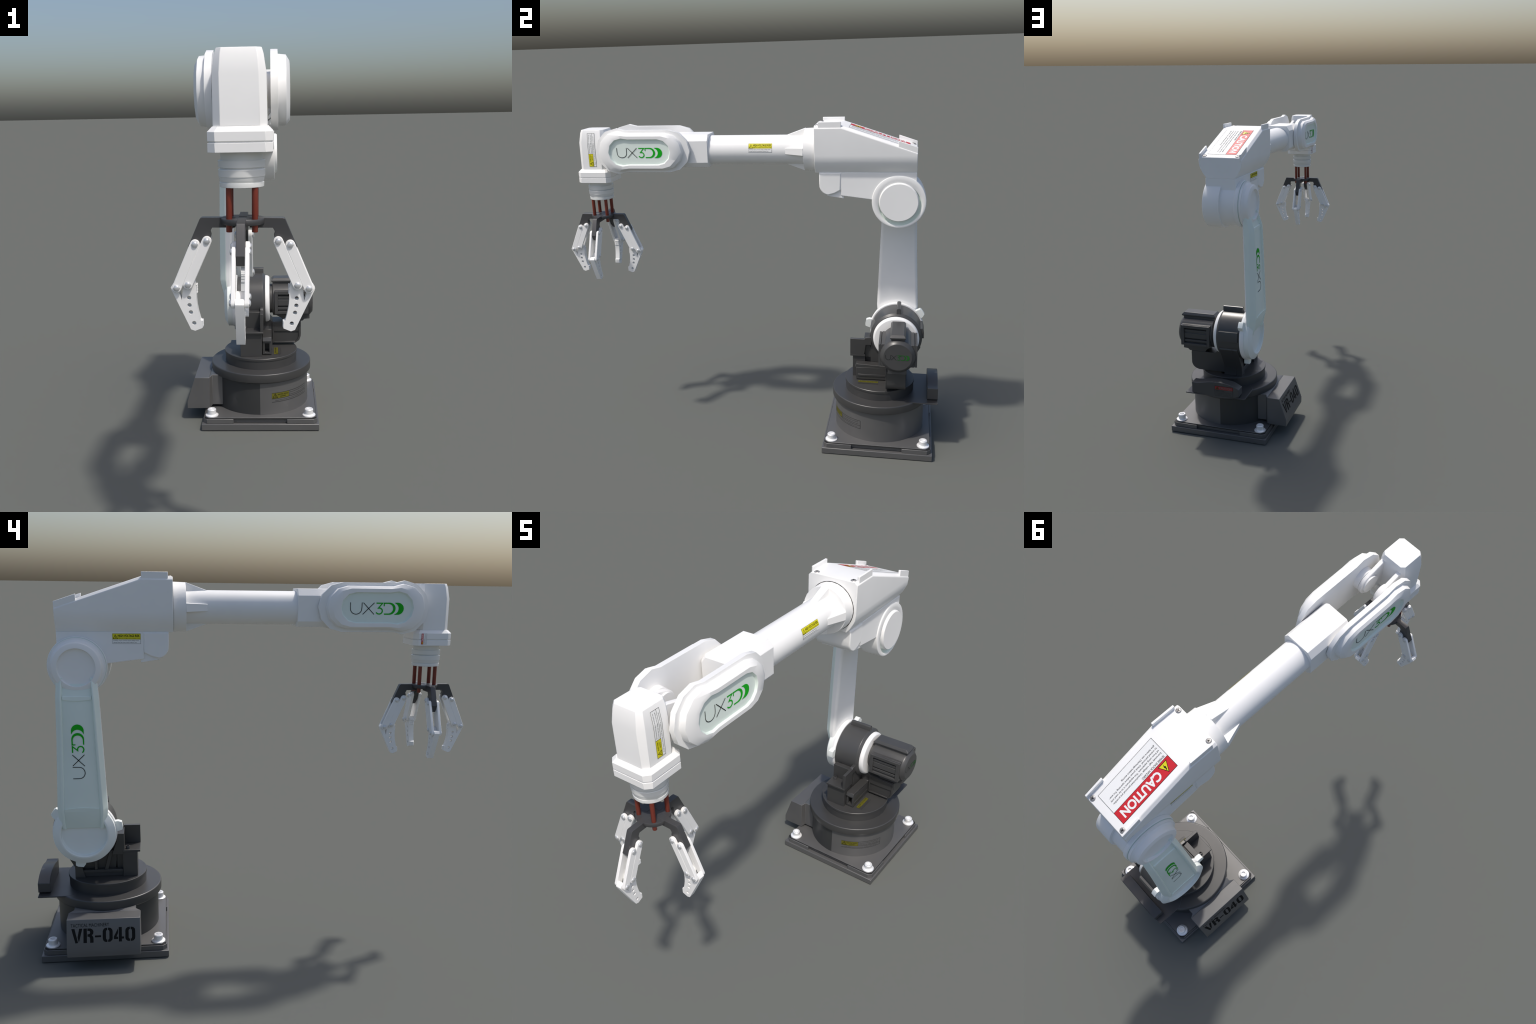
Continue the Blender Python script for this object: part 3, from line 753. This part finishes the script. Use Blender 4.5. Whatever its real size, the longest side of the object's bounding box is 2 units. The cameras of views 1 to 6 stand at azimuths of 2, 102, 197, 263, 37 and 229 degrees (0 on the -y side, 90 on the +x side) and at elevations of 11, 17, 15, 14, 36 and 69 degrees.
# ================================================================== GRIPPER (slightly tilted)
GX, GY = CX - .0008, -.7945
G = YAW @ Matrix.Translation((GX, GY, 1.19)) @ Matrix.Rotation(rad(0.9), 4, 'Y') @ Matrix.Translation((0, 0, -1.19))
b = B()
b.lathe_z([(1.1785, .02), (1.1785, .0615), (1.1800, .0625), (1.1930, .0625), (1.1945, .0615), (1.1945, .02)], 0, 0, 40)
hub = put(b.mesh("gripper_hub", [GUN], 40), "gripper_hub", None, G)
b = B()
b.lathe_z([(1.1585, .004), (1.1585, .0078), (1.1600, .0086), (1.2840, .0086), (1.2840, .002)], 0, 0, 10)
rod = b.mesh("red_rod", [RED_ROD], 50)
for sx in (-1, 1):
    for sy in (-1, 1):
        put(rod, "red_rod", hub, G @ Matrix.Translation((sx * .0355, sy * .0355, 0)))
# finger parts in (radius, z) plane, thickness along local y
OUT = Matrix.Rotation(pi / 2, 4, 'X')            # curve plane xy -> xz
brk = [(.020, 1.1955), (.1130, 1.1955), (.1175, 1.1940), (.1205, 1.1900), (.1475, 1.1270), (.1540, 1.1130), (.1350, 1.0830), (.1040, 1.1080), (.0900, 1.1390), (.0880, 1.1460), (.0910, 1.1560), (.0850, 1.1672), (.020, 1.1672)]
brk_me = outline_mesh("finger_bracket", [brk], .0118, GUN, .001)
def link_outline(p, q, r):
    a = math.degrees(math.atan2(q[1] - p[1], q[0] - p[0]))
    return arc(q[0], q[1], r, a - 90, a + 90, 10) + arc(p[0], p[1], r, a + 90, a + 270, 10)
IT, OT, IB, OB = (.1000, 1.1305), (.1335, 1.1210), (.1550, 1.0050), (.1870, .9955)
link_in = outline_mesh("inner_link", [link_outline(IT, IB, .0135)], .0058, WHITE, .0014)
link_out = outline_mesh("outer_link", [link_outline(OT, OB, .0135)], .0058, WHITE, .0014)
claw = [(.1325, .9960), (.1360, 1.0100), (.1450, 1.0180), (.1560, 1.0170), (.1670, 1.0050), (.1720, .9850), (.1740, .9570), (.1820, .9800), (.1800, .9960), (.1880, 1.0070), (.1990, 1.0045), (.2050, .9950), (.2035, .9880),
        (.1490, .8710), (.1375, .8670), (.1160, .8755), (.1170, .8960), (.1215, .8990), (.1270, .9200), (.1310, .9420), (.1325, .9630), (.1320, .9800)]
holes = [arc(x, z, .0062, 0, 345, 23) for x, z in ((.1535, .9645), (.1525, .9430), (.1490, .9220), (.1400, .8900))]
claw_me = outline_mesh("claw_tip", [claw] + holes, .0118, WHITE, .0)
b = B()
for i in range(6):
    z = .9770 + i * .0048
    b.prism([(.1325, z), (.1325, z + .0030), (.1295, z + .0015)], 'y', -.0112, .0112)
for i in range(5):
    z = .8780 + i * .0042
    b.prism([(.1168, z), (.1170, z + .0028), (.1142, z + .0014)], 'y', -.0112, .0112)
teeth_me = b.mesh("grip_teeth", [WHITE])
b = B()
n = 6
rings = [[(r * cos(2 * pi * i / n), h, r * sin(2 * pi * i / n)) for i in range(n)] for h, r in ((0, .0100), (.0016, .0100), (.0020, .0092))]
b.loft(rings)
dome = [[(r * cos(2 * pi * i / 20), h, r * sin(2 * pi * i / 20)) for i in range(20)] for h, r in ((.0021, .0086), (.0036, .0078), (.0048, .0058), (.0054, .0030), (.0056, .0006))]
b.loft(dome)
bolt2 = b.mesh("pivot_bolt", [SILVER], 40)
for k in range(4):
    F = G @ Matrix.Rotation(k * pi / 2, 4, 'Z')
    br = put(brk_me, "finger_bracket", hub, F @ OUT)
    fg = put(claw_me, "claw_finger", None, F @ OUT)
    put(teeth_me, "grip_teeth", fg, F)
    for s in (-1, 1):
        put(link_in, "inner_link", fg, F @ Matrix.Translation((0, s * .0178, 0)) @ OUT)
        put(link_out, "outer_link", fg, F @ Matrix.Translation((0, s * .0178, 0)) @ OUT)
        for (x, z) in (IT, OT, IB, OB):
            put(bolt2, "pivot_bolt", fg, F @ Matrix.Translation((x, s * .0236, z)) @ (Matrix.Rotation(pi, 4, 'Z') if s < 0 else ID))
